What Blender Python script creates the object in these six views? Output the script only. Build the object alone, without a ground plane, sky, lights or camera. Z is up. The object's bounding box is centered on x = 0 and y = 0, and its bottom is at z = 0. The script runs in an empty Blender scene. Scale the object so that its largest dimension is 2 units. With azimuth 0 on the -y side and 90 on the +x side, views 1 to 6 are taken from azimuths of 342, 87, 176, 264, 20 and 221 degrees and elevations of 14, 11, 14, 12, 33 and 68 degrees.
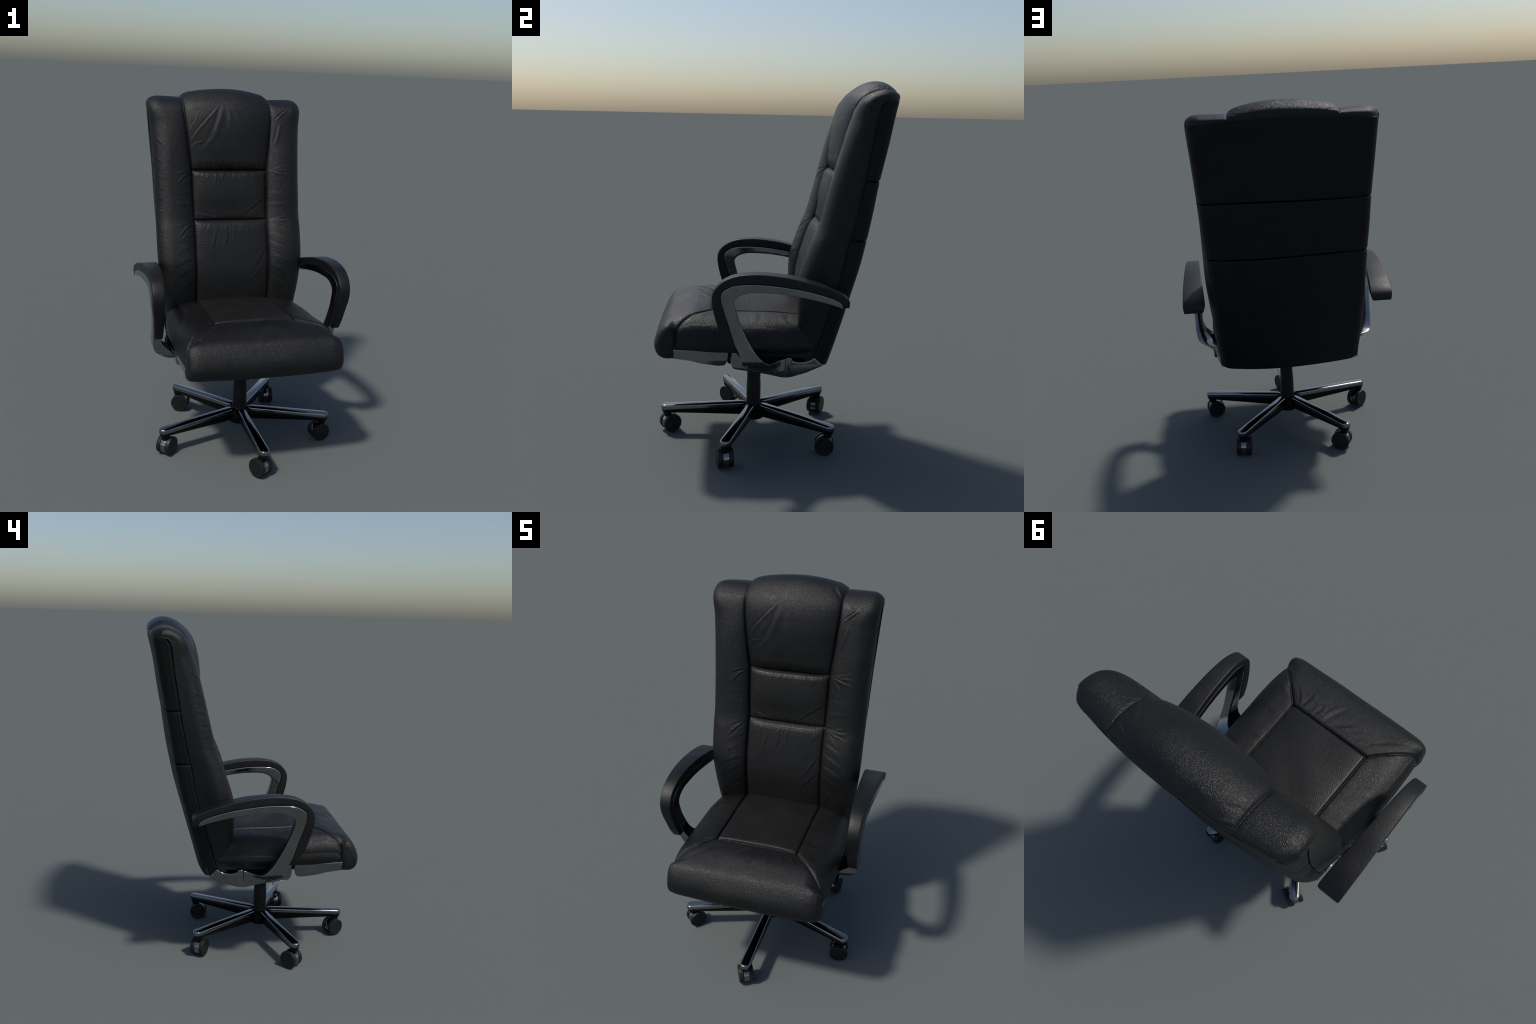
"""High-back executive office chair: padded leather back and seat, looped
chrome/black armrests, gas column and a five-legged chrome base on twin casters."""
import math, random
import bpy, bmesh
import numpy as np
from mathutils import Vector
from mathutils.geometry import delaunay_2d_cdt

random.seed(7)
rng = np.random.default_rng(11)
COL = bpy.context.scene.collection


# ------------------------------------------------------------------ materials
class Nodes:
    """Thin helper for wiring shader nodes."""

    def __init__(self, name):
        self.mat = bpy.data.materials.new(name)
        self.mat.use_nodes = True
        self.t = self.mat.node_tree
        self.t.nodes.clear()
        self.out = self.add("ShaderNodeOutputMaterial")
        self.b = self.add("ShaderNodeBsdfPrincipled")
        self.link(self.b.outputs[0], self.out.inputs[0])
        self.co = self.add("ShaderNodeTexCoord").outputs["Object"]

    def add(self, kind, **kw):
        n = self.t.nodes.new(kind)
        for k, v in kw.items():
            setattr(n, k, v)
        return n

    def link(self, a, b):
        self.t.links.new(a, b)

    def put(self, sock, v):
        if isinstance(v, bpy.types.NodeSocket):
            self.link(v, sock)
        else:
            sock.default_value = v

    def m(self, op, a, b=0.0, c=0.0, clamp=False):
        n = self.add("ShaderNodeMath", operation=op, use_clamp=clamp)
        self.put(n.inputs[0], a)
        self.put(n.inputs[1], b)
        self.put(n.inputs[2], c)
        return n.outputs[0]

    def noise(self, scale, detail=3.0, rough=0.5, vec=None):
        n = self.add("ShaderNodeTexNoise")
        self.link(vec or self.co, n.inputs["Vector"])
        n.inputs["Scale"].default_value = scale
        n.inputs["Detail"].default_value = detail
        n.inputs["Roughness"].default_value = rough
        return n.outputs["Fac"]

    def voronoi(self, scale, feature="F1", vec=None, rand=1.0):
        n = self.add("ShaderNodeTexVoronoi", feature=feature)
        self.link(vec or self.co, n.inputs["Vector"])
        n.inputs["Scale"].default_value = scale
        n.inputs["Randomness"].default_value = rand
        return n

    def ramp(self, fac, stops):
        n = self.add("ShaderNodeValToRGB")
        self.link(fac, n.inputs[0])
        els = n.color_ramp.elements
        while len(els) < len(stops):
            els.new(0.5)
        for e, (p, c) in zip(els, stops):
            e.position = p
            e.color = (*c, 1.0) if len(c) == 3 else c
        return n.outputs[0]

    def mix(self, fac, a, b):
        n = self.add("ShaderNodeMix", data_type="RGBA")
        self.put(n.inputs[0], fac)
        self.put(n.inputs[6], a)
        self.put(n.inputs[7], b)
        return n.outputs[2]

    def bump(self, height, strength, dist, prev=None):
        n = self.add("ShaderNodeBump")
        n.inputs["Strength"].default_value = strength
        n.inputs["Distance"].default_value = dist
        self.link(height, n.inputs["Height"])
        if prev is not None:
            self.link(prev, n.inputs["Normal"])
        return n.outputs[0]


def specks(k, scale, keep, size):
    """Sparse tiny nicks: 1 inside a few small Voronoi cells, else 0."""
    v = k.voronoi(scale)
    near = k.m("LESS_THAN", v.outputs["Distance"], size)
    sep = k.add("ShaderNodeSeparateColor")
    k.link(v.outputs["Color"], sep.inputs[0])
    return k.m("MULTIPLY", near, k.m("LESS_THAN", sep.outputs[0], keep))


def leather(name, dark, light, rough=0.42, holes=None, grain=1.0, hole_limit=None, spec=0.5):
    """Black grained leather; holes = pair of axes that carry the perforation."""
    k = Nodes(name)
    cloud = k.noise(6.0, 6.0, 0.68)
    col = k.ramp(cloud, [(0.34, dark), (0.70, light)])
    cells = k.voronoi(205.0, "DISTANCE_TO_EDGE").outputs["Distance"]
    g1 = k.m("MINIMUM", cells, 0.24)
    big = k.m("MINIMUM", k.voronoi(92.0, "DISTANCE_TO_EDGE").outputs["Distance"], 0.16)
    g2 = k.noise(420.0, 2.0)
    soft = k.noise(60.0, 4.0, 0.65)
    h = k.m("ADD", k.m("MULTIPLY", g1, 2.6), k.m("ADD", k.m("MULTIPLY", g2, 0.35),
            k.m("ADD", k.m("MULTIPLY", soft, 1.6), k.m("MULTIPLY", big, 0.9))))
    nrm = k.bump(h, 0.7 * grain, 0.0011)
    # patchy sheen: worn, shinier clouds between duller ones
    patch = k.m("MULTIPLY", k.m("SUBTRACT", k.noise(11.0, 6.0, 0.7), 0.5), 0.42)
    rgh = k.m("ADD", rough, k.m("ADD", patch, k.m("MULTIPLY", k.m("SUBTRACT", g1, 0.15), -0.2)), clamp=True)
    if holes:
        sep = k.add("ShaderNodeSeparateXYZ")
        k.link(k.co, sep.inputs[0])
        p, q = sep.outputs[holes[0]], sep.outputs[holes[1]]
        a, b = 0.0100, 0.0088          # staggered lattice pitch

        def cell(x, pitch, shift):
            f = k.m("FRACT", k.m("ADD", k.m("DIVIDE", x, pitch), shift))
            return k.m("MULTIPLY", k.m("SUBTRACT", f, 0.5), pitch)

        def dots(s):
            u, v = cell(p, a, s), cell(q, 2 * b, s)
            return k.m("SQRT", k.m("ADD", k.m("MULTIPLY", u, u), k.m("MULTIPLY", v, v)))

        d = k.m("MINIMUM", dots(0.25), dots(0.75))
        n = k.add("ShaderNodeMapRange", interpolation_type="SMOOTHSTEP")
        k.link(d, n.inputs[0])
        for i, v in enumerate((0.0021, 0.0031, 1.0, 0.0)):
            n.inputs[i + 1].default_value = v
        pit = n.outputs[0]
        if hole_limit:
            pit = k.m("MULTIPLY", pit, k.m("LESS_THAN", k.m("ABSOLUTE", p), hole_limit))
        col = k.mix(pit, col, (0.0010, 0.0010, 0.0010, 1))
        nrm = k.bump(k.m("SUBTRACT", 1.0, pit), 0.6, 0.0012, nrm)
        rgh = k.m("ADD", rgh, k.m("MULTIPLY", pit, 0.4), clamp=True)
    nick = specks(k, 26.0, 0.055, 0.06)
    col = k.mix(nick, col, (0.10, 0.098, 0.09, 1))
    k.link(col, k.b.inputs["Base Color"])
    k.link(rgh, k.b.inputs["Roughness"])
    k.link(nrm, k.b.inputs["Normal"])
    k.b.inputs["Specular IOR Level"].default_value = spec
    return k.mat


def plain(name, dark, light, rough, grain=0.0, spec=0.5, metal=0.0, nicks=0.0, gscale=300.0):
    k = Nodes(name)
    cloud = k.noise(8.0, 4.0, 0.6)
    col = k.ramp(cloud, [(0.35, dark), (0.7, light)])
    if nicks:
        col = k.mix(specks(k, 34.0, nicks, 0.06), col, (0.45, 0.45, 0.43, 1))
    k.link(col, k.b.inputs["Base Color"])
    k.link(k.m("ADD", rough - 0.03, k.m("MULTIPLY", k.noise(14.0, 5.0, 0.7), 0.06)), k.b.inputs["Roughness"])
    if grain:
        k.link(k.bump(k.noise(gscale, 3.0), grain, 0.0008), k.b.inputs["Normal"])
    k.b.inputs["Metallic"].default_value = metal
    k.b.inputs["Specular IOR Level"].default_value = spec
    return k.mat


LEATHER = leather("black_leather", (0.0030, 0.0029, 0.0029), (0.0072, 0.0068, 0.0062), spec=0.36)
LEATHER_BACK = leather("black_leather_perforated", (0.0050, 0.0049, 0.0048), (0.0098, 0.0094, 0.0088), holes=(0, 2), spec=0.36, rough=0.43, grain=0.6)
LEATHER_SEAT = leather("black_leather_seat_perforated", (0.0050, 0.0050, 0.0050), (0.0098, 0.0096, 0.0092), holes=(0, 1), spec=0.34, rough=0.41, grain=0.55,
                       hole_limit=0.212)
COVER = leather("black_vinyl", (0.0035, 0.0036, 0.0038), (0.0055, 0.0055, 0.0057), rough=0.5, grain=0.35, spec=0.22)
PAD = leather("black_soft_plastic", (0.0036, 0.0036, 0.0038), (0.0070, 0.0068, 0.0066), rough=0.44, grain=0.5, spec=0.36)
CHROME = plain("chrome", (0.235, 0.24, 0.238), (0.295, 0.30, 0.298), 0.10, metal=1.0, nicks=0.05)
BLACK = plain("black_plastic", (0.003, 0.003, 0.003), (0.005, 0.005, 0.005), 0.34, grain=0.12, spec=0.18)
WHEEL = plain("black_rubbery_plastic", (0.0055, 0.0055, 0.0055), (0.008, 0.008, 0.008), 0.46, grain=0.2, spec=0.35)
DARK = plain("dark_lining", (0.004, 0.004, 0.004), (0.006, 0.006, 0.006), 0.8)


# ------------------------------------------------------------------ mesh tools
def make(name, verts, faces, mat, parent=None, normals=None, sharp=None, kind=None):
    me = bpy.data.meshes.new(name)
    me.from_pydata([tuple(map(float, v)) for v in verts], [], faces)
    me.validate()
    me.update()
    me.materials.append(mat)
    me.shade_smooth()
    if normals is not None:
        me.normals_split_custom_set_from_vertices([tuple(map(float, n)) for n in normals])
    elif sharp is not None:
        me.set_sharp_from_angle(angle=math.radians(sharp))
    ob = bpy.data.objects.new(name, me)
    COL.objects.link(ob)
    if parent is not None:
        ob.parent = parent
    if kind:
        ob["kind"] = kind
    return ob


def fix_normals(ob):
    bm = bmesh.new()
    bm.from_mesh(ob.data)
    bmesh.ops.recalc_face_normals(bm, faces=bm.faces)
    bm.to_mesh(ob.data)
    bm.free()


def smooth(t):
    t = np.clip(t, 0, 1)
    return t * t * (3 - 2 * t)


def spline(keys, vals, q):
    """Monotone-parameter Catmull-Rom interpolation (vals: n or n x k)."""
    keys = np.asarray(keys, float)
    vals = np.asarray(vals, float)
    one = vals.ndim == 1
    if one:
        vals = vals[:, None]
    m = np.empty_like(vals)
    m[1:-1] = (vals[2:] - vals[:-2]) / (keys[2:] - keys[:-2])[:, None]
    m[0] = (vals[1] - vals[0]) / (keys[1] - keys[0])
    m[-1] = (vals[-1] - vals[-2]) / (keys[-1] - keys[-2])
    q = np.clip(np.asarray(q, float), keys[0], keys[-1])
    i = np.clip(np.searchsorted(keys, q, side="right") - 1, 0, len(keys) - 2)
    h = (keys[i + 1] - keys[i])
    t = ((q - keys[i]) / h)[:, None]
    h = h[:, None]
    r = ((2 * t**3 - 3 * t**2 + 1) * vals[i] + (t**3 - 2 * t**2 + t) * h * m[i]
         + (-2 * t**3 + 3 * t**2) * vals[i + 1] + (t**3 - t**2) * h * m[i + 1])
    return r[:, 0] if one else r


def curve(pts, step):
    """Open smooth curve through pts resampled at about step."""
    p = np.asarray(pts, float)
    d = np.r_[0, np.cumsum(np.maximum(np.linalg.norm(np.diff(p, axis=0), axis=1), 1e-6))]
    n = max(2, int(round(d[-1] / step)) + 1)
    return spline(d, p, np.linspace(0, d[-1], n)) if len(p) > 2 else p[0] + (p[1] - p[0]) * np.linspace(0, 1, n)[:, None]


def crease(X, V, pts, width, amp):
    """Ridge (amp>0) or valley along a polyline in sheet coordinates, fading at both ends."""
    p = np.asarray(pts, float)
    seg = np.linalg.norm(np.diff(p, axis=0), axis=1)
    cum = np.r_[0, np.cumsum(seg)]
    best = np.full(X.shape, 9.0)
    at = np.zeros(X.shape)
    for a, b, l, c in zip(p[:-1], p[1:], seg, cum):
        t = np.clip(((X - a[0]) * (b[0] - a[0]) + (V - a[1]) * (b[1] - a[1])) / l**2, 0, 1)
        d = np.hypot(X - a[0] - t * (b[0] - a[0]), V - a[1] - t * (b[1] - a[1]))
        at = np.where(d < best, (c + t * l) / cum[-1], at)
        best = np.minimum(best, d)
    return amp * np.exp(-(best / width) ** 2) * np.sin(np.pi * (0.06 + 0.9 * at)) ** 0.8


def fold(X, V, pts, width, amp):
    """A leather wrinkle: a ridge with a sharper valley right beside it."""
    p = np.asarray(pts, float)
    d = p[-1] - p[0]
    n = np.array([-d[1], d[0]]) / np.linalg.norm(d) * width * 1.1
    return crease(X, V, p, width, amp) + crease(X, V, p + n, width * 0.75, -amp * 0.9)


def grid_normals(P):
    du = np.gradient(P, axis=0)
    dv = np.gradient(P, axis=1)
    n = np.cross(dv, du)
    n /= np.maximum(np.linalg.norm(n, axis=2, keepdims=True), 1e-9)
    return n


def grid_piece(name, P, N, mask, mat, parent):
    """Mesh from the quads of grid P whose mask is set, with the whole sheet's normals."""
    nu, nt = P.shape[:2]
    idx = -np.ones((nu, nt), int)
    ii, jj = np.nonzero(mask)
    quads = np.stack([ii * nt + jj, ii * nt + jj + 1, (ii + 1) * nt + jj + 1, (ii + 1) * nt + jj], 1)
    used = np.unique(quads)
    remap = -np.ones(nu * nt, int)
    remap[used] = np.arange(len(used))
    return make(name, P.reshape(-1, 3)[used], remap[quads].tolist(), mat, parent, N.reshape(-1, 3)[used])


def tube(path, radius, sides=8):
    """Round tube along a polyline; returns verts, faces."""
    path = np.asarray(path, float)
    T = np.gradient(path, axis=0)
    T /= np.linalg.norm(T, axis=1, keepdims=True)
    up = np.array([0.03, 0.2, 1.0])
    A = np.cross(T, up)
    A /= np.linalg.norm(A, axis=1, keepdims=True)
    B = np.cross(A, T)
    ang = np.linspace(0, 2 * np.pi, sides, endpoint=False)
    V = path[:, None] + radius * (np.cos(ang)[None, :, None] * A[:, None] + np.sin(ang)[None, :, None] * B[:, None])
    n = len(path)
    F = [[i * sides + j, i * sides + (j + 1) % sides, (i + 1) * sides + (j + 1) % sides, (i + 1) * sides + j]
         for i in range(n - 1) for j in range(sides)]
    F.append(list(range(sides)))
    F.append([(n - 1) * sides + j for j in reversed(range(sides))])
    return V.reshape(-1, 3), F


def inside(px, py, poly):
    x0, y0 = poly[:, 0], poly[:, 1]
    x1, y1 = np.roll(x0, -1), np.roll(y0, -1)
    c = np.zeros(px.shape, bool)
    for a, b, c0, d in zip(x0, y0, x1, y1):
        if b != d:
            c ^= ((b > py) != (d > py)) & (px < (c0 - a) * (py - b) / (d - b) + a)
    return c


def plate(name, outline, xo, xi, bevel, mat, parent, sign=1, segs=3, cell=0.009):
    """Thick bent sheet: a closed (y, z) outline between the faces x = xo(y,z) and x = xi(y,z),
    with rounded rims."""
    o = np.asarray(outline, float)
    keep = np.linalg.norm(o - np.roll(o, 1, axis=0), axis=1) > 1e-4
    o = o[keep]
    area = 0.5 * np.sum(o[:, 0] * np.roll(o[:, 1], -1) - np.roll(o[:, 0], -1) * o[:, 1])
    if area < 0:
        o = o[::-1]
    e = np.roll(o, -1, axis=0) - o
    e /= np.linalg.norm(e, axis=1, keepdims=True)
    en = np.stack([-e[:, 1], e[:, 0]], 1)
    vn = en + np.roll(en, 1, axis=0)
    vn /= np.maximum(np.linalg.norm(vn, axis=1, keepdims=True), 1e-6)
    n = len(o)
    loops = []
    angs = np.linspace(0, np.pi / 2, segs + 1)
    for side, f in ((1, xo), (-1, xi)):
        ring = []
        for a in angs:
            q = o + vn * bevel * (1 - np.cos(a))
            x = f(q[:, 0], q[:, 1]) - side * bevel * (1 - np.sin(a))
            ring.append(np.column_stack([x, q]))
        loops.append(ring)
    rings = loops[1][::-1] + loops[0]            # inner face rim ... outer face rim
    V = np.concatenate(rings)
    F = []
    for r in range(len(rings) - 1):
        for j in range(n):
            k = (j + 1) % n
            F.append([r * n + j, r * n + k, (r + 1) * n + k, (r + 1) * n + j])
    inner = o + vn * bevel
    gy, gz = np.meshgrid(np.arange(inner[:, 0].min(), inner[:, 0].max(), cell),
                         np.arange(inner[:, 1].min(), inner[:, 1].max(), cell))
    gy, gz = gy.ravel(), gz.ravel()
    ok = inside(gy, gz, inner)
    far = np.array([np.min(np.hypot(inner[:, 0] - a, inner[:, 1] - b)) > cell * 0.45 if t else False
                    for a, b, t in zip(gy, gz, ok)], bool)
    pts = np.column_stack([gy[far], gz[far]])
    allp = np.concatenate([inner, pts])
    res = delaunay_2d_cdt([Vector(p) for p in allp], [(i, (i + 1) % n) for i in range(n)], [], 1, 1e-7)
    rv, rf, orig = res[0], res[2], res[3]
    src = [o_[0] if o_ else -1 for o_ in orig]
    tot = len(V)
    extra = []
    for which, f in ((0, xi), (1, xo)):
        base = 0 if which == 0 else (len(rings) - 1) * n
        ids = []
        for p, s in zip(rv, src):
            if 0 <= s < n:
                ids.append(base + s)
            else:
                ids.append(tot + len(extra))
                extra.append((float(f(np.array([p[0]]), np.array([p[1]]))[0]), p[0], p[1]))
        for t in rf:
            F.append([ids[i] for i in (t if which else reversed(t))])
    V = np.concatenate([V, np.array(extra)]) if extra else V
    V = V * np.array([sign, 1, 1])
    ob = make(name, V, F, mat, parent)
    fix_normals(ob)
    ob.data.shade_smooth()
    ob.data.set_sharp_from_angle(angle=math.radians(38))
    return ob


def lathe(profile, sides, axis="z"):
    """Revolve (r, h) pairs; closed at ends where r == 0 is not given by capping."""
    V, F = [], []
    for r, h in profile:
        for j in range(sides):
            a = 2 * math.pi * j / sides
            V.append((r * math.cos(a), r * math.sin(a), h) if axis == "z" else (h, r * math.cos(a), r * math.sin(a)))
    for i in range(len(profile) - 1):
        for j in range(sides):
            k = (j + 1) % sides
            F.append([i * sides + j, i * sides + k, (i + 1) * sides + k, (i + 1) * sides + j])
    F.append(list(range(sides))[::-1])
    F.append([(len(profile) - 1) * sides + j for j in range(sides)])
    return V, F


def box(name, x, y, z, mat, parent, bevel=0.006):
    bm = bmesh.new()
    bmesh.ops.create_cube(bm, size=1)
    for v in bm.verts:
        v.co = Vector((x[0] + (v.co.x + .5) * (x[1] - x[0]), y[0] + (v.co.y + .5) * (y[1] - y[0]),
                       z[0] + (v.co.z + .5) * (z[1] - z[0])))
    if bevel:
        bmesh.ops.bevel(bm, geom=bm.edges[:], offset=bevel, segments=2, affect="EDGES", profile=0.5)
    me = bpy.data.meshes.new(name)
    bm.to_mesh(me)
    bm.free()
    me.materials.append(mat)
    me.shade_smooth()
    me.set_sharp_from_angle(angle=math.radians(35))
    ob = bpy.data.objects.new(name, me)
    COL.objects.link(ob)
    ob.parent = parent
    return ob


# ------------------------------------------------------------------ the chair
chair = bpy.data.objects.new("office_chair", None)
COL.objects.link(chair)
chair["label"] = "high-back black leather executive chair with chrome five-leg base"
chair["category"] = "office chair"


# ================================================================== backrest
# stations up the front and over the top: ridge of the side bolsters (y, z),
# side seam (y, z), half width
BACK = np.array([
    # Fy    Fz     Sy    Sz     W
    (.152, .548, .206, .562, .384),
    (.132, .700, .246, .695, .402),
    (.123, .870, .292, .850, .428),
    (.128, .990, .322, .970, .441),
    (.150, 1.075, .342, 1.060, .446),
    (.189, 1.180, .367, 1.185, .447),
    (.221, 1.255, .386, 1.260, .447),
    (.254, 1.385, .410, 1.385, .448),
    (.289, 1.525, .432, 1.505, .450),
    (.329, 1.675, .457, 1.665, .456),
    (.366, 1.800, .474, 1.785, .465),
    (.397, 1.876, .485, 1.853, .471),
    (.440, 1.920, .501, 1.882, .474),
    (.503, 1.945, .532, 1.890, .475),
    (.552, 1.938, .557, 1.891, .475),
    (.578, 1.921, .570, 1.890, .475),
    (.582, 1.901, .574, 1.888, .475),
    (.577, 1.884, .572, 1.884, .474)])
RIDGE = 0.352
SEAM_HI, SEAM_LO = 1.533, 1.235

chord = np.r_[0, np.cumsum(np.hypot(*np.diff(BACK[:, :2], axis=0).T))]
NU = 440
uq = np.linspace(0, chord[-1], NU)
B = spline(chord, BACK, uq)
Fy, Fz, Sy, Sz, W = (B[:, i] for i in range(5))
crest = int(np.argmax(Fz))
zf = Fz.copy()                                   # sheet coordinate: height, then length past the crest
zf[crest:] = Fz[crest] + (uq[crest:] - uq[crest])
i_hi, i_lo = int(np.argmin(abs(zf - SEAM_HI))), int(np.argmin(abs(zf - SEAM_LO)))
SEAM_HI, SEAM_LO = zf[i_hi], zf[i_lo]
xv = spline([.5, .76, 1.0, 1.235, 1.4, 1.533, 1.62, 1.74, 1.85, 1.95, 2.2],
            [.222, .222, .223, .224, .229, .232, .243, .257, .268, .271, .271], zf)   # inner seam of the bolsters

NC, NB, NR, NS = 150, 36, 34, 26                 # columns: centre, bolster, rounded flank, flat side
sc = np.linspace(-1, 1, NC + 1)
sb = np.linspace(0, 1, NB + 1)[1:]
sr = np.linspace(0, 1, NR + 1)[1:]
ss = np.linspace(0, 1, NS + 1)[1:]
half = []                                        # right-hand half of the section after the centre
D_, L_ = np.hypot(Sy - Fy, Sz - Fz), None
dirv = np.stack([Sy - Fy, Sz - Fz], 1) / np.maximum(D_, 1e-6)[:, None]
top_t = smooth((zf - 1.78) / .15)
rnd = np.minimum(0.085 - .042 * top_t, D_ * 0.93)
RIDGE = .352 + .056 * top_t
RID = RIDGE[:, None]
Xb = xv[:, None] + (RIDGE - xv)[:, None] * sb[None]
Xr = RID + (W - RIDGE)[:, None] * np.sin(sr * np.pi / 2)[None] ** 0.9
Dr = rnd[:, None] * (1 - np.cos(sr * np.pi / 2)[None] ** 0.95)
CW = np.interp(Sz, [.50, .60, .84, 1.2, 1.33, 1.535, 1.73, 1.86, 1.95], [.388, .397, .414, .428, .437, .448, .462, .473, .474]) + .001
Xs = W[:, None] - (W - CW)[:, None] * ss[None] ** 1.4
Ds = rnd[:, None] + (D_ - rnd)[:, None] * ss[None]
Xh = np.concatenate([Xb, Xr, Xs], 1)
Dh = np.concatenate([np.zeros_like(Xb), Dr, Ds], 1)
X = np.concatenate([-Xh[:, ::-1], xv[:, None] * sc[None], Xh], 1)
DEP = np.concatenate([Dh[:, ::-1], np.zeros((NU, NC + 1)), Dh], 1)
V = np.repeat(zf[:, None], X.shape[1], 1)
arc_side = np.where(abs(X) > RID, abs(X) + DEP * 0.8, abs(X)) * np.sign(X)    # unrolled width

# relief: bolsters rise out of the seam, cushions puff up between the seams
vd = spline([.5, .9, 1.2, 1.5, 1.6, 1.75, 1.87, 1.93, 2.0, 2.2], [.030, .046, .052, .052, .043, .027, .016, .006, .003, .002], zf)[:, None]
ax = abs(X)
tb = np.clip((RID - ax) / (RID - xv[:, None]), 0, 1)
H = -vd * (1 - np.sqrt(np.clip(1 - tb**2.3, 0, 1)))
tc = np.clip(ax / xv[:, None], 0, 1)
hc = np.where(zf > SEAM_HI,
              spline([1.53, 1.56, 1.60, 1.66, 1.75, 1.82, 1.87, 1.92, 1.95, 1.98, 2.01, 2.037, 2.062],
                     [-.016, -.010, -.002, .012, .026, .032, .035, .043, .057, .0565, .038, .018, .001], zf),
              np.where(zf > SEAM_LO,
                       spline([1.235, 1.26, 1.30, 1.366, 1.43, 1.48, 1.535], [-.036, -.032, -.026, -.013, -.007, -.008, -.014], zf),
                       spline([.54, .76, .939, 1.0, 1.072, 1.17, 1.235], [-.02, -.016, -.022, -.027, -.026, -.023, -.024], zf)))[:, None]
dist_seam = np.minimum(abs(zf - SEAM_HI), abs(zf - SEAM_LO))
edge_r = np.where(zf > SEAM_HI, .060, .034)
edge = np.sqrt(1 - (1 - np.clip(dist_seam / edge_r, 0, 1)) ** 2)[:, None]
pw = spline([.5, 1.5, 1.6, 1.9, 2.2], [3.2, 3.0, 2.3, 1.95, 2.0], zf)[:, None]
lat = np.sqrt(np.clip(1 - tc**pw, 0, 1))
Hc = -vd + (hc + vd) * lat * edge
centre = ax <= xv[:, None] + 1e-9
H = np.where(centre, Hc, H)
# stitched grooves
H -= (0.0045 - .0030 * smooth((V - 1.88) / .06)) * np.exp(-((ax - xv[:, None]) / .0045) ** 2) * smooth((2.05 - V) / .03)
H -= np.where(ax < xv[:, None] * 1.01, 0.006, 0) * np.exp(-(dist_seam[:, None] / .0045) ** 2)

# wrinkles of the leather
W_ = np.zeros_like(X)
# bolster pleats fanning out of the cushion corners
for side in (-1, 1):
    for z0 in (SEAM_HI, SEAM_LO):
        fan = [(.095, .026, .0024), (.12, .002, .0034), (.12, -.034, .0036), (.07, -.070, .0020)] if side > 0 else \
                [(.06, .012, .0020), (.085, -.022, .0036), (.09, -.085, .0034)]
        for dx, dz, amp in fan:
            x0 = .236 * side + .004 * side
            W_ += fold(X, V, [(x0, z0 + dz * .12), (x0 + dx * .5 * side, z0 + dz * .45), (x0 + dx * side, z0 + dz)],
                       .0078, amp * rng.uniform(.30, .80))
    for z0, dz, ln, amp in ((1.165, -.045, .115, .0042), (1.11, -.055, .12, .0040), (1.045, -.05, .12, .0034),
                            (.985, -.06, .12, .0032), (.91, -.08, .11, .0030), (1.40, .0, .12, .0018), (1.33, .01, .12, .0018)):
        x0 = .232 * side
        W_ += fold(X, V, [(x0, z0), (x0 + ln * .5 * side, z0 + dz * .4), (x0 + ln * side, z0 + dz)], .013, amp * (.5 if side > 0 else .4) * rng.uniform(.5, 1.2))
    for z0, dz, a0 in ((1.70, .06, .40), (1.60, .045, .42), (1.50, .03, .42), (1.43, .02, .42), (1.36, -.02, .43), (1.30, .02, .42)):
        if side > 0:
            continue
        W_ += fold(arc_side, V, [(a0 * side, z0 - dz * .5), ((a0 + .05) * side, z0), ((a0 + .10) * side, z0 + dz * .6)], 0.009, .0018)
W_ += fold(X, V, [(.30, 1.83), (.335, 1.86), (.37, 1.885)], .006, .004)
W_ += fold(X, V, [(.29, 1.69), (.305, 1.74), (.32, 1.80)], .010, .003)
# headrest: drag lines from the upper left, long soft folds
for pts, w, a in (([(-.235, 1.70), (-.19, 1.765), (-.13, 1.83), (-.055, 1.90)], .007, .0048),
                  ([(-.245, 1.755), (-.225, 1.79), (-.195, 1.83)], .006, .0030),
                  ([(-.24, 1.665), (-.20, 1.69), (-.16, 1.70)], .006, .0030),
                  ([(-.13, 1.70), (-.085, 1.77), (-.06, 1.83), (-.035, 1.90)], .014, .0060),
                  ([(-.16, 1.66), (-.10, 1.72), (-.07, 1.77)], .012, .0032),
                  ([(-.01, 1.78), (.0, 1.84), (-.012, 1.91)], .014, .0024),
                  ([(.06, 1.78), (.038, 1.85), (.015, 1.90)], .013, .0016),
                  ([(.235, 1.69), (.20, 1.73), (.17, 1.77)], .009, .0030),
                  ([(.14, 1.80), (.105, 1.86), (.08, 1.89)], .012, .0016)):
    W_ += fold(X, V, pts, w * 1.2, a * .46)
# puckers on the crown beside the bolsters
for i in range(9):
    s = -1 if i % 2 else 1
    v0 = 1.93 + .022 * i
    W_ += fold(X, V, [(s * .262, v0), (s * (.235 - .01 * (i % 3)), v0 + .012), (s * .205, v0 + .020)], .0055, .0030)
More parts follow.
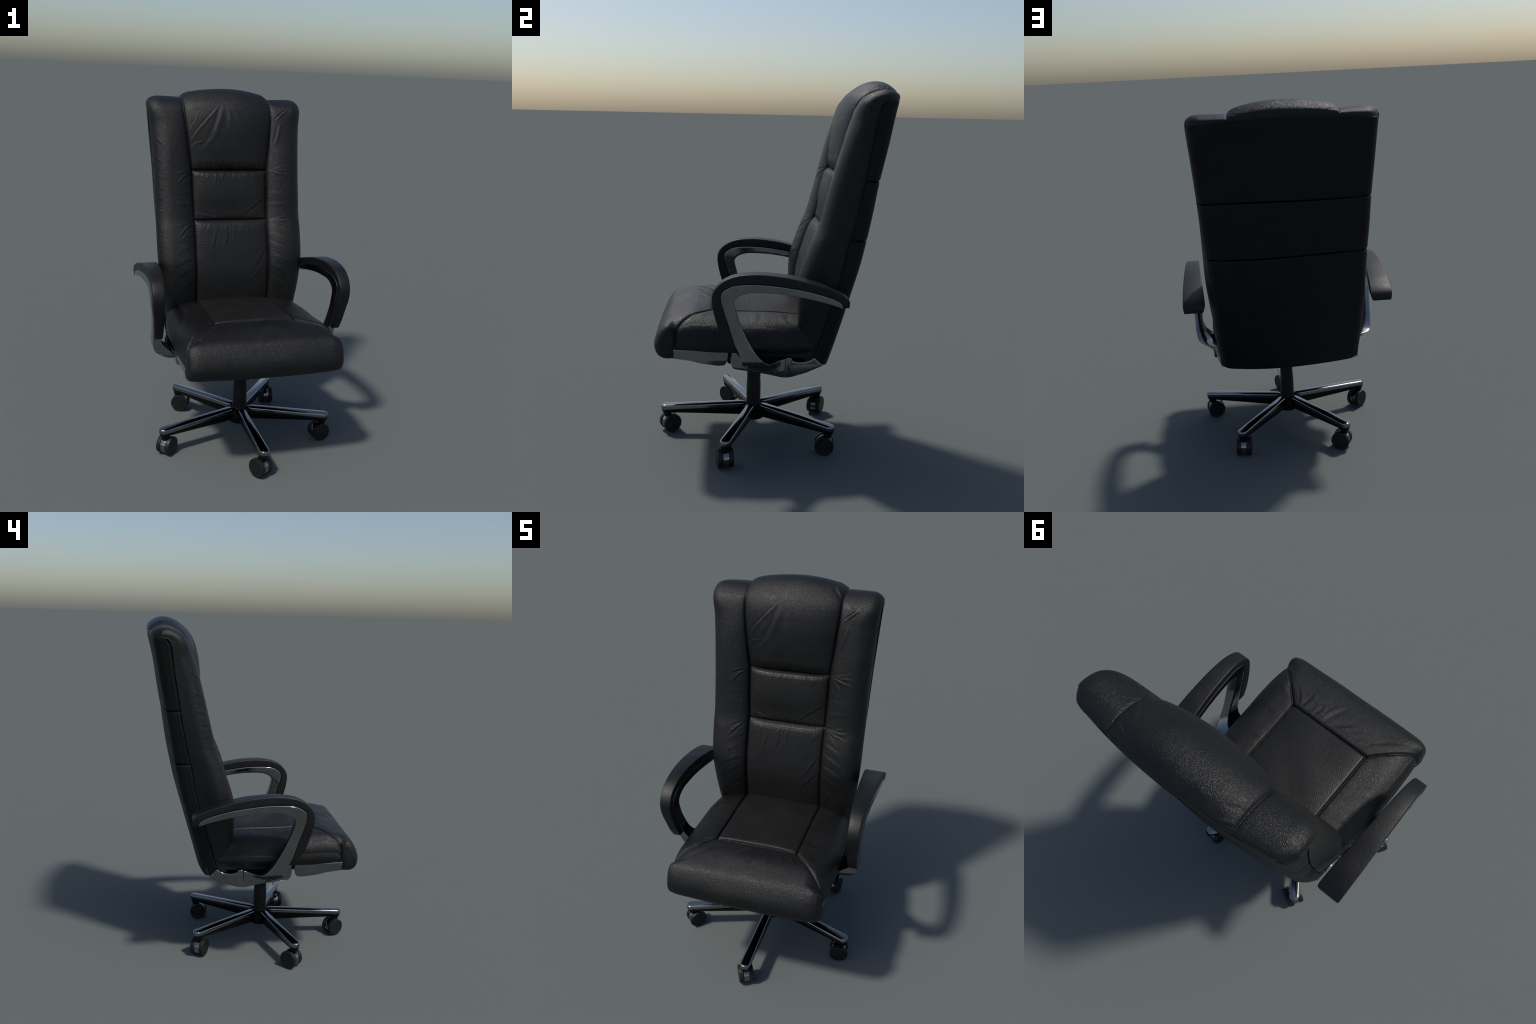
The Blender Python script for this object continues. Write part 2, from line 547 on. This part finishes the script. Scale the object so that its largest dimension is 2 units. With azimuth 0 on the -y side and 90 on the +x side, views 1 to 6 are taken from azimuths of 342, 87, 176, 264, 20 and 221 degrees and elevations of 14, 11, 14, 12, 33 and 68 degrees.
# gathers hanging from / standing on the horizontal seams
for i in range(15):
    x0 = -.205 + .41 * (i + .5) / 15 + rng.uniform(-.010, .010)
    for z0, l in ((SEAM_HI, .055), (SEAM_LO, .090)):
        ln = l * rng.uniform(.6, 1.5)
        a = rng.uniform(.0005, .0020)
        W_ += crease(X, V, [(x0, z0 - .004), (x0 + rng.uniform(-.01, .006), z0 - ln * .5), (x0 + rng.uniform(-.03, .01), z0 - ln)],
                     rng.uniform(.005, .009), a)
    W_ += crease(X, V, [(x0, SEAM_HI + .006), (x0 + rng.uniform(-.008, .008), SEAM_HI + .055)], .006, -.0022)
    W_ += crease(X, V, [(x0, SEAM_LO + .006), (x0 + rng.uniform(-.008, .02), SEAM_LO + .045)], .006, -.0016)
for pts in ([(-.10, 1.18), (-.115, 1.12), (-.12, 1.08)], [(-.03, 1.20), (-.035, 1.14), (-.055, 1.09)],
            [(.20, 1.08), (.17, 1.03), (.13, .97)], [(.19, .98), (.15, .93), (.11, .90)],
            [(-.20, 1.275), (-.14, 1.262), (-.08, 1.25)], [(.20, 1.36), (.13, 1.31), (.08, 1.27)]):
    W_ += fold(X, V, pts, .010, .0018)
# broad unevenness of the padding
W_ += .0022 * np.sin(9 * X + 2.1 * np.sin(5 * V)) * np.sin(11 * V + 1.7 * np.sin(7 * X))
fade = smooth((zf - .56) / .1) * smooth((zf[-1] - zf) / .05)
H = H + W_ * fade[:, None]

Yg = Fy[:, None] + dirv[:, 0][:, None] * (DEP - H)
Zg = Fz[:, None] + dirv[:, 1][:, None] * (DEP - H)
late = smooth((zf - 1.90) / .10)[:, None]
xn = np.clip(ax / .475, 0, 1)
qc = np.clip((ax - .395) / .081, 0, 1)
Yg -= smooth((zf - 1.945) / .09)[:, None] * .062 * (1 - np.sqrt(1 - qc**2 * .98))      # rounded plan corners
Zg -= smooth((zf - 1.945) / .09)[:, None] * .006 * qc**3
Yg += late * .036 * (1 - xn**2)                  # the rear is bowed
Zg += smooth((zf - 1.99) / .06)[:, None] * .018 * (1 - xn**2)
P = np.stack([X, Yg, Zg], 2)
N = grid_normals(P)
nt = X.shape[1]
c0, c1 = NS + NR + NB, NS + NR + NB + NC         # centre column range
colm = np.arange(nt - 1)[None] + np.zeros((NU - 1, 1))
rowm = np.arange(NU - 1)[:, None] + np.zeros((1, nt - 1))
cen = (colm >= c0) & (colm < c1)

# hard core that closes the back and carries the cushions
zc = np.linspace(.545, 1.865, 40)
core_v, core_f = [], []


def rear_corner(z):
    return spline([.50, .54, .60, .745, .887, 1.068, 1.206, 1.315, 1.49, 1.552, 1.673, 1.816, 1.90, 1.95],
                  [.272, .288, .308, .350, .389, .437, .465, .484, .511, .523, .546, .570, .586, .592], z)


def back_width(z):
    return spline([.50, .60, .84, 1.2, 1.33, 1.535, 1.73, 1.89, 1.95], [.388, .397, .414, .428, .437, .448, .463, .474, .476], z)


seam_z = BACK[:13, 3]
seam_y = BACK[:13, 2]


def seam_depth(z):
    return spline(seam_z, seam_y, np.asarray(z, float))


for z in zc:
    zz = np.array([z])
    w = float(back_width(zz)[0]) - .009
    r = float(rear_corner(zz)[0]) - .009
    f = float(np.interp(z, Fz[:crest], Fy[:crest])) + .075
    f = min(f, r - .07)
    for x, y in ((-w, f + .06), (-w * .7, f), (w * .7, f), (w, f + .06), (w, r - .055), (w - .046, r), (-w + .046, r), (-w, r - .055)):
        core_v.append((x, y, z))
for i in range(len(zc) - 1):
    for j in range(8):
        k = (j + 1) % 8
        core_f.append([i * 8 + j, i * 8 + k, (i + 1) * 8 + k, (i + 1) * 8 + j])
core_f += [list(range(8))[::-1], [(len(zc) - 1) * 8 + j for j in range(8)]]
backrest = make("backrest", core_v, core_f, DARK, chair, sharp=30)

grid_piece("side_bolster", P, N, colm < c0, LEATHER, backrest)
grid_piece("side_bolster", P, N, colm >= c1, LEATHER, backrest)
grid_piece("headrest_cushion", P, N, cen & (rowm >= i_hi), LEATHER, backrest)
grid_piece("lumbar_cushion", P, N, cen & (rowm < i_hi) & (rowm >= i_lo), LEATHER_BACK, backrest)
grid_piece("lower_back_cushion", P, N, cen & (rowm < i_lo), LEATHER_BACK, backrest)

# piping along the side seams of the back
for edge_col in (0, -1):
    row = int(np.argmin(abs(zf - 2.0)))
    pp = P[6:row:3, edge_col].copy()
    pp[-8:, 2] -= np.linspace(0, .014, 8)
    pp[-8:, 0] *= np.linspace(1, .975, 8)
    make("piping", *tube(pp + np.array([0.0008 * (1 if edge_col else -1), -.004, 0]), .0033), LEATHER, backrest)


def cover_panel(z0, z1, top=False, bottom=False):
    """One section of the rear cover: wraps from side seam to side seam, rounded rims top and bottom."""
    nz = max(12, int((z1 - z0) / .012))
    vz = np.linspace(0, 1, nz)
    rim = .008
    # inward lip rows, then the face, then inward lip
    rows = [(0.0, .024)] + [(rim * (1 - math.cos(a)), rim * (1 - math.sin(a)) * .8) for a in np.linspace(0, math.pi / 2, 7)]
    low = [(z0 + a, b) for a, b in rows]
    mid = [(z, 0.0) for z in np.linspace(z0 + rim, z1 - rim, nz)[1:-1]]
    high = [(z1 - a, b) for a, b in rows[::-1]]
    side, cor, rear = np.linspace(0, 1, 16), np.linspace(0, np.pi / 2, 12), np.linspace(0, 1, 60)
    V_ = []
    for z, inset in low + mid + high:
        zz = np.array([z])
        w = float(back_width(zz)[0]) - inset
        ry = float(rear_corner(zz)[0]) - inset
        sy = float(seam_depth(zz)[0])
        if top:
            sy = min(sy + .010 * max(0, (z - 1.86) / .03) ** 2, ry - .035)
        rx, rd = .050, min(.060, (ry - sy) * .75)
        bow = .036 + .004 * math.sin(z * 6) + (.010 * float(smooth((z - 1.72) / .16)) if top else 0)
        sec = [(w + .002 * math.sin(np.pi * t), sy + .004 + (ry - rd - sy - .004) * t) for t in side]
        sec += [(w - rx * (1 - math.cos(a)), ry - rd + rd * math.sin(a)) for a in cor[1:]]
        xe = w - rx
        e0 = sec[-1][1]
        sec += [(xe * (1 - t), e0 + bow * (1 - (1 - t) ** 2) ** .95) for t in rear[1:]]
        full = sec + [(-x, y) for x, y in sec[-2::-1]]
        for x, y in full:
            dz = 0.0
            q = abs(x) / w
            if top:
                dz += .020 * (1 - q**2) * smooth((z - z1 + .25) / .25)
            if bottom:
                t = 1 - smooth((z - z0) / .12)
                dz += t * (-.009 * (1 - q**2) + .008 * smooth((q - .86) / .14))
                dz += t * .020 * np.clip((ry - .02 - y) / .05, 0, 1) ** 1.5 * .9
            dz += .0035 * math.sin(x * 6.5) * math.sin(z * 9)
            V_.append((x, y, z + float(dz)))
    m = 2 * (len(side) + len(cor) - 1 + len(rear) - 1) - 1
    nr = len(low + mid + high)
    F_ = [[i * m + j, i * m + j + 1, (i + 1) * m + j + 1, (i + 1) * m + j] for i in range(nr - 1) for j in range(m - 1)]
    if bottom:
        F_.append(list(range(m))[::-1])
    ob = make("back_cover_panel", V_, F_, COVER, backrest)
    fix_normals(ob)
    ob.data.set_sharp_from_angle(angle=math.radians(50))
    return ob


cover_panel(1.502, 1.893, top=True)
cover_panel(1.2035, 1.496)
cover_panel(.529, 1.1975, bottom=True)

# ================================================================== seat
SEAT = np.array([
    # Fy    Fz     Sy    Sz    W
    (-.500, .577, -.495, .583, .405),
    (-.545, .577, -.496, .586, .415),
    (-.574, .582, -.497, .589, .418),
    (-.595, .600, -.497, .592, .420),
    (-.604, .637, -.497, .595, .422),
    (-.595, .680, -.497, .598, .422),
    (-.576, .724, -.497, .601, .421),
    (-.548, .753, -.497, .604, .419),
    (-.505, .769, -.495, .607, .418),
    (-.420, .781, -.420, .607, .424),
    (-.315, .778, -.315, .607, .428),
    (-.200, .772, -.200, .606, .428),
    (-.060, .768, -.060, .604, .425),
    (.060, .764, .060, .602, .414),
    (.130, .760, .130, .600, .402),
    (.210, .752, .210, .598, .392)])
chord = np.r_[0, np.cumsum(np.hypot(*np.diff(SEAT[:, :2], axis=0).T))]
MU = 260
uq = np.linspace(0, chord[-1], MU)
B = spline(chord, SEAT, uq)
Fy, Fz, Sy, Sz, W = (B[:, i] for i in range(5))
PX, PY = .227, -.315
row_p = int(np.argmin(abs(Fy - PY) + (Fz < .75) * 9))
PY = Fy[row_p]
NC, NB, NR, NS = 130, 36, 30, 26
XR = .305
sc = np.linspace(-1, 1, NC + 1)
sb = np.linspace(0, 1, NB + 1)[1:]
sr = np.linspace(0, 1, NR + 1)[1:]
ss = np.linspace(0, 1, NS + 1)[1:]
D_ = np.hypot(Sy - Fy, Sz - Fz)
dirv = np.stack([Sy - Fy, Sz - Fz], 1) / np.maximum(D_, 1e-6)[:, None]
rnd = np.minimum(.098, D_ * .8)
Xb = np.repeat((PX + (XR - PX) * sb)[None], MU, 0)
front = smooth((-.50 - Fy) / .05)                 # tighter edge on the front piece
ex = .86 - .46 * front
Xr = XR + (W - XR)[:, None] * np.sin(sr * np.pi / 2)[None] ** ex[:, None]
Dr = (rnd * (1 - .48 * front))[:, None] * (1 - np.cos(sr * np.pi / 2)[None] ** .9)
r2 = rnd * (1 - .48 * front)
Xs = W[:, None] + .006 * np.sin(np.pi * ss)[None] - .012 * ss[None] ** 2
Ds = r2[:, None] + (D_ - r2)[:, None] * ss[None]
Xh = np.concatenate([Xb, Xr, Xs], 1)
Dh = np.concatenate([np.zeros_like(Xb), Dr, Ds], 1)
X = np.concatenate([-Xh[:, ::-1], np.repeat((PX * sc)[None], MU, 0), Xh], 1)
DEP = np.concatenate([Dh[:, ::-1], np.zeros((MU, NC + 1)), Dh], 1)
ax = abs(X)
Y0 = Fy[:, None] + dirv[:, 0][:, None] * DEP
onfront = (np.arange(MU) < row_p)[:, None]
YY = np.where(Fz[:, None] < .75, -.56 - (.75 - Fz[:, None]), Fy[:, None]) + np.zeros_like(X)   # unrolled length
seam_line = np.where(ax < PX, PY, np.where(ax < .40, PY - (ax - PX) * 1.0, PY - (.40 - PX) - np.clip(ax - .40, 0, .015) * .6 - DEP * .10))
sd = (YY - seam_line) * np.where(ax < PX, 1.0, .72)           # signed distance to the cross seam
H = np.zeros_like(X)
# puffed sections between the seams
side_t = np.clip((ax - PX) / (XR + .03 - PX), 0, 1)
H += np.where(ax > PX, .007 * np.sqrt(np.clip(1 - (1 - np.clip((ax - PX) / .05, 0, 1)) ** 2, 0, 1)) * (1 - .5 * side_t), 0) * (sd > 0) \
    * np.sqrt(1 - (1 - np.clip(sd / .04, 0, 1)) ** 2)
tc = np.clip(ax / PX, 0, 1)
H += np.where((ax <= PX) & (sd > 0), .013 * np.sqrt(1 - tc**3) * np.sqrt(1 - (1 - np.clip(sd / .03, 0, 1)) ** 2), 0)
H += np.where(sd <= 0, .006 * np.sqrt(1 - (1 - np.clip(-sd / .05, 0, 1)) ** 2), 0)
groove = np.exp(-(sd / .006) ** 2)
H -= .010 * groove * smooth((DEP * -1 + .16) / .05)
H -= np.where(sd > -.004, .010, 0) * np.exp(-((ax - PX) / .0048) ** 2)
W_ = np.zeros_like(X)
for pts, w, a in (([(.18, -.335), (.165, -.385), (.17, -.43)], .009, .0030), ([(.10, -.33), (.085, -.37), (.09, -.41)], .010, .0026),
                  ([(.05, -.335), (.03, -.40), (.00, -.46)], .013, -.0046), ([(-.01, -.335), (-.06, -.37), (-.10, -.41)], .011, .0040),
                  ([(-.10, -.34), (-.16, -.38), (-.22, -.40)], .012, -.0036), ([(-.20, -.35), (-.28, -.43), (-.33, -.47)], .012, .0030),
                  ([(.20, -.34), (.22, -.38), (.25, -.41)], .008, .0026), ([(.14, -.325), (.125, -.35), (.12, -.38)], .008, .0022),
                  ([(.38, -.43), (.34, -.415), (.30, -.41)], .009, .0026), ([(.36, -.39), (.31, -.36), (.26, -.33)], .010, .0022),
                  ([(-.39, -.44), (-.35, -.42), (-.31, -.415)], .009, .0026), ([(-.25, -.31), (-.30, -.33), (-.36, -.36)], .010, .0026),
                  ([(.25, -.23), (.31, -.24), (.38, -.25)], .016, .0026), ([(.25, -.10), (.31, -.09), (.39, -.10)], .018, .0026),
                  ([(-.25, -.15), (-.32, -.16), (-.39, -.15)], .018, .0026), ([(-.25, .02), (-.32, .0), (-.39, .01)], .016, .0026),
                  ([(.25, .06), (.32, .05), (.38, .07)], .016, .0026)):
    W_ += fold(X, YY, pts, w * 1.25, a * .55)
W_ += .0022 * np.sin(10 * X + 2 * np.sin(6 * YY)) * np.sin(12 * YY + 1.5 * np.sin(8 * X))
# gentle horizontal drags on the sides
for s in (-1, 1):
    for y0, d0, ln in ((-.30, .07, .16), (-.12, .10, .2), (.02, .06, .14), (-.05, .13, .18)):
        W_ += np.where(X * s > .40, fold(YY, DEP, [(y0, d0), (y0 + ln * .5, d0 + .008), (y0 + ln, d0)], .012, .0012), 0)
H = H + W_ * smooth(np.arange(MU) / 30)[:, None]
xn = np.clip(ax / .42, 0, 1)
Yg = Fy[:, None] + dirv[:, 0][:, None] * (DEP - H) - (.012 * (1 - xn**2)) * smooth((-.50 - Fy) / .06)[:, None] * smooth((.735 - Fz) / .07)[:, None]
Zg = Fz[:, None] + dirv[:, 1][:, None] * (DEP - H) + .012 * (1 - xn**2) * smooth((Fz - .74) / .03)[:, None] * smooth((Fy + .54) / .14)[:, None] \
    - .006 * (1 - xn**2) * smooth((.60 - Fz) / .02)[:, None]
# on the sides the relief pushes outwards
out = np.where(ax > .40, H * .6, 0) * np.sign(X)
P = np.stack([X + out, Yg, Zg], 2)
N = grid_normals(P)
nt = X.shape[1]
c0, c1 = NS + NR + NB, NS + NR + NB + NC
colm = np.arange(nt - 1)[None] + np.zeros((MU - 1, 1))
rowm = np.arange(MU - 1)[:, None] + np.zeros((1, nt - 1))
sdm = .25 * (sd[:-1, :-1] + sd[1:, :-1] + sd[:-1, 1:] + sd[1:, 1:])
cen = (colm >= c0) & (colm < c1)
is_front = np.where(cen, rowm < row_p, sdm <= 0)

seat = box("seat", (-.385, .385), (-.50, .20), (.570, .607), DARK, chair, .012)
grid_piece("seat_front_cushion", P, N, is_front.astype(bool), LEATHER, seat)
grid_piece("seat_centre_cushion", P, N, cen & (rowm >= row_p), LEATHER_SEAT, seat)
grid_piece("seat_side_cushion", P, N, (colm < c0) & ~is_front.astype(bool), LEATHER, seat)
grid_piece("seat_side_cushion", P, N, (colm >= c1) & ~is_front.astype(bool), LEATHER, seat)
pc = P[row_p, c0:c1 + 1].copy()
pc[:, 1] -= .009
pc[:, 2] += .0065
make("piping", *tube(pc[1:-1], .0058, 10), LEATHER, seat)

# ================================================================== armrests
PAD_TOP = [(.362, .890), (.362, .925), (.333, .953), (.300, .970), (.255, .988), (.176, 1.011), (.083, 1.034), (.013, 1.045),
           (-.080, 1.053), (-.150, 1.050), (-.210, 1.039), (-.262, 1.013), (-.297, .977), (-.311, .940), (-.308, .885),
           (-.291, .812), (-.267, .742), (-.240, .692)]
PAD_LOW = [(.333, .890), (.329, .903), (.314, .920), (.273, .940), (.178, .968), (.084, .986), (-.033, 1.001), (-.140, 1.003),
           (-.204, .996), (-.245, .978), (-.266, .956), (-.269, .925), (-.253, .863), (-.229, .788), (-.211, .728), (-.200, .694)]
LOOP_IN = [(.327, .887), (.251, .912), (.132, .940), (.015, .957), (-.078, .961), (-.129, .959), (-.171, .947), (-.197, .928),
           (-.204, .908), (-.195, .868), (-.178, .813), (-.151, .751), (-.125, .698), (-.095, .647), (-.061, .606), (-.035, .586),
           (-.010, .579), (.022, .576), (.050, .580), (.064, .584)]
LOOP_OUT = [(-.200, .694), (-.179, .652), (-.167, .612), (-.158, .567), (-.138, .537), (-.079, .518), (-.006, .506), (.040, .503),
            (.058, .516), (.063, .545), (.064, .584)]


def arm_outer(y, z):
    top = np.interp(y, [-.31, 0, .2, .365], [.559, .566, .570, .570])
    leg = np.interp(z, [.46, .50, .52, .54, .56, .58, .60, .64, .694, .80, .95], [.418, .426, .433, .448, .486, .516, .528, .536, .538, .546, .558])
    leg = leg + (np.minimum(leg, .432) - leg) * smooth((y + .035) / .085) * (z < .75)
    t = smooth((z - .80) / .14)
    return top * t + leg * (1 - t)


def arm_inner(y, z):
    top = np.interp(y, [-.31, 0, .2, .365], [.496, .478, .463, .449])
    leg = np.interp(z, [.46, .52, .56, .585, .60, .625, .66, .694, .80, .95], [.370, .385, .405, .425, .443, .472, .487, .491, .493, .496])
    leg = leg + (np.minimum(leg, .400) - leg) * smooth((y + .035) / .085) * (z < .75)
    t = smooth((z - .80) / .14)
    return top * t + leg * (1 - t)


def bent_out(y, z):
    x = np.interp(z, [.46, .50, .54, .58, .62], [.384, .398, .410, .417, .420])
    return x - .018 * smooth((y - .08) / .16)


for s in (1, -1):
    lo, li, le, pt = curve(PAD_LOW, .009), curve(LOOP_IN, .009), curve(LOOP_OUT, .009), curve(PAD_TOP, .009)
    frame_outline = np.concatenate([lo, le[1:], li[::-1][1:]])
    arm = plate("armrest", frame_outline, lambda y, z: arm_outer(y, z) - .001, lambda y, z: arm_inner(y, z) + .001, .0045, CHROME, chair, s)
    pad_outline = np.concatenate([pt, lo[::-1]])
    plate("arm_pad", pad_outline, arm_outer, arm_inner, 0.0055, PAD, arm, s, segs=4)

# ================================================================== underframe
RAIL = [(-.214, .611), (-.184, .609), (-.172, .590), (-.160, .580), (-.140, .572), (-.079, .566), (-.006, .562), (.042, .560),
        (.058, .566), (.066, .581), (.090, .583), (.100, .570), (.120, .561), (.150, .558), (.176, .561), (.200, .570), (.216, .580),
        (.236, .560), (.262, .535), (.245, .524), (.203, .503), (.168, .489), (.135, .480), (.099, .469), (.055, .466), (.0, .479), (-.040, .488),
        (-.139, .506), (-.200, .517), (-.210, .528), (-.217, .565)]
PLATE = [(-.515, .627), (-.370, .620), (-.232, .613), (-.230, .590), (-.238, .560), (-.248, .538), (-.278, .532), (-.330, .539), (-.376, .547),
         (-.425, .562), (-.480, .571), (-.534, .580)]
under = box("underframe", (-.35, .35), (-.18, .17), (.495, .56), BLACK, chair, .02)
for s in (1, -1):
    plate("side_rail", np.concatenate([curve(RAIL + RAIL[:1], .008)[:-1]]), bent_out, lambda y, z: bent_out(y, z) - .06, .006, CHROME, under, s)
    plate("arm_clip", curve([(.064, .484), (.064, .578), (.072, .586), (.092, .586), (.099, .578), (.099, .484), (.064, .484)], .006)[:-1],
          lambda y, z: bent_out(y, z) + .006, lambda y, z: bent_out(y, z) - .02, .004, CHROME, under, s)
    seg = [curve(PLATE[:3], .01), curve(PLATE[2:7], .01)[1:], curve(PLATE[6:], .01)[1:], curve([PLATE[-1], PLATE[0]], .01)[1:-1]]
    plate("side_plate", np.concatenate(seg),
          lambda y, z: np.interp(z, [.52, .57, .63], [.392, .413, .4225]), lambda y, z: np.interp(z, [.52, .57, .63], [.36, .385, .395]),
          .004, CHROME, under, s)
box("tilt_mechanism", (-.11, .11), (-.24, .10), (.440, .500), BLACK, under, .015)
box("front_pan", (-.36, .36), (-.49, -.20), (.565, .60), DARK, under, .012)

# ================================================================== column and base
HUB = (0.0, -.085)
V_, F_ = lathe([(.020, .118), (.046, .120), (.048, .150), (.0475, .170), (.0425, .180), (.0405, .186), (.0405, .300), (.0395, .302),
                (.0385, .304), (.0380, .46), (.030, .47)], 40)
col = make("gas_column", V_, F_, BLACK, chair, sharp=35)
col.location = (*HUB, 0)

V_, F_ = lathe([(.030, .088), (.058, .090), (.066, .100), (.070, .130), (.070, .158), (.062, .168), (.040, .172)], 40)
hub = make("base_hub", V_, F_, BLACK, chair, sharp=35)
for ob in (col, hub):
    fix_normals(ob)
    ob.data.shade_smooth()
    ob.data.set_sharp_from_angle(angle=math.radians(35))
hub.location = (*HUB, 0)


def leg_outline(r0, r1, w0, w1):
    """Plan of a leg: rounded tip, narrower rounded root; local x runs outwards."""
    pts = [(r1 - w1 + w1 * math.cos(a), w1 * math.sin(a)) for a in np.linspace(-math.pi / 2, math.pi / 2, 22)]
    pts += [(r0 + w0 - w0 * math.cos(a) * 1.2, w0 * math.sin(a)) for a in np.linspace(math.pi / 2, -math.pi / 2, 16)]
    return np.array(pts)


def top_z(r):
    return np.interp(r, [.05, .12, .52], [.183, .179, .162])


def loft(rings, mat, name, parent, sharp=40):
    n = len(rings[0])
    V_ = [p for r in rings for p in r]
    F_ = [[i * n + j, i * n + (j + 1) % n, (i + 1) * n + (j + 1) % n, (i + 1) * n + j] for i in range(len(rings) - 1) for j in range(n)]
    F_ += [list(range(n))[::-1], [(len(rings) - 1) * n + j for j in range(n)]]
    ob = make(name, V_, F_, mat, parent)
    fix_normals(ob)
    ob.data.shade_smooth()
    ob.data.set_sharp_from_angle(angle=math.radians(sharp))
    return ob


def leg_rings(inset_drop, r0=.052, r1=.531, w0=.024, w1=.029, floor=None):
    rings = []
    for ins, drop in inset_drop:
        o = leg_outline(r0 + ins, r1 - ins, max(.002, w0 - ins), w1 - ins)
        # add cross rows along the straight flanks so that the slope is followed
        z = top_z(o[:, 0]) - drop
        if floor is not None:
            z = z - floor(o[:, 0])
        rings.append([(x, y, zz) for (x, y), zz in zip(o, z)])
    return rings


leg0 = loft(leg_rings([(.012, -.0015), (.0085, 0), (.005, .0012), (.0022, .0035), (.0006, .0065), (0, .010), (0, .024), (.0015, .026)]), CHROME, "base_leg", hub)
deep = lambda r: np.interp(r, [.05, .45, .53], [.050, .022, .016])
zero = lambda r: 0 * r
body = []
for ins, drop, k in ((.002, .0255, 0), (.002, .030, .2), (.005, .026, .85), (.009, .026, 1.0), (.014, .026, 1.06)):
    body += leg_rings([(ins, drop)], floor=lambda r, k=k: k * deep(r))
under0 = loft(body, BLACK, "leg_underside", hub)

# caster: swivel stem under the leg tip, chrome yoke between two wheels
R_CASTER, TRAIL, AXLE = .495, .018, math.radians(119)
RW = .0525
V_, F_ = lathe([(.006, -.0165), (.0455, -.0165), (.0480, -.0145), (.0485, -.011), (.0485, .011), (.0480, .0145), (.0455, .0165),
                (.006, .0165)], 36, axis="x")
wheel_prof = [(.008, -.0105), (.020, -.0105), (.047, -.0125), (.0505, -.0110), (RW, -.008), (RW, .009), (.0515, .0120), (.0490, .0135),
              (.046, .0140), (.043, .0128), (.030, .0140), (.010, .0146)]


def caster(idx, ang):
    root_dir = Vector((math.cos(ang), math.sin(ang), 0))
    axle = ang + AXLE
    n = Vector((math.cos(axle), math.sin(axle), 0))
    t = Vector((-n.y, n.x, 0))
    tip = Vector((*HUB, 0)) + root_dir * R_CASTER
    c = tip + t * TRAIL + Vector((0, 0, RW))
    return tip, c, axle


yoke_mesh = None
for i in range(5):
    a = math.radians(-90 + 72 * i)
    if i == 0:
        leg, und = leg0, under0
    else:
        leg, und = leg0.copy(), under0.copy()
        COL.objects.link(leg)
        COL.objects.link(und)
    leg.rotation_euler = und.rotation_euler = (0, 0, a)
    tip, c, axle = caster(i, a)
    if i == 0:
        yoke = make("caster", V_, F_, CHROME, chair, sharp=35)
        sv, sf = lathe([(.006, .020), (.015, .024), (.021, .036), (.026, .048), (.024, .062)], 24)
        sv = [(x, y - TRAIL, z + .012) for x, y, z in sv]
        stem = make("caster_stem", sv, sf, BLACK, yoke, sharp=35)
        wv, wf = lathe(wheel_prof, 44, axis="x")
        w1 = make("caster_wheel", wv, wf, WHEEL, yoke, sharp=32)
        w1.location = (.0272, 0, 0)
        w2 = w1.copy()
        COL.objects.link(w2)
        w2.location = (-.0272, 0, 0)
        w2.rotation_euler = (0, 0, math.pi)
        kids = [stem, w1, w2]
        first = yoke
        for ob in (first, stem, w1, w2):
            if ob is not w2:
                fix_normals(ob)
                ob.data.shade_smooth()
                ob.data.set_sharp_from_angle(angle=math.radians(32))
    else:
        yoke = first.copy()
        COL.objects.link(yoke)
        for k in kids:
            q = k.copy()
            COL.objects.link(q)
            q.parent = yoke
    yoke.parent = chair
    yoke.location = c
    yoke.rotation_euler = (0, 0, axle)
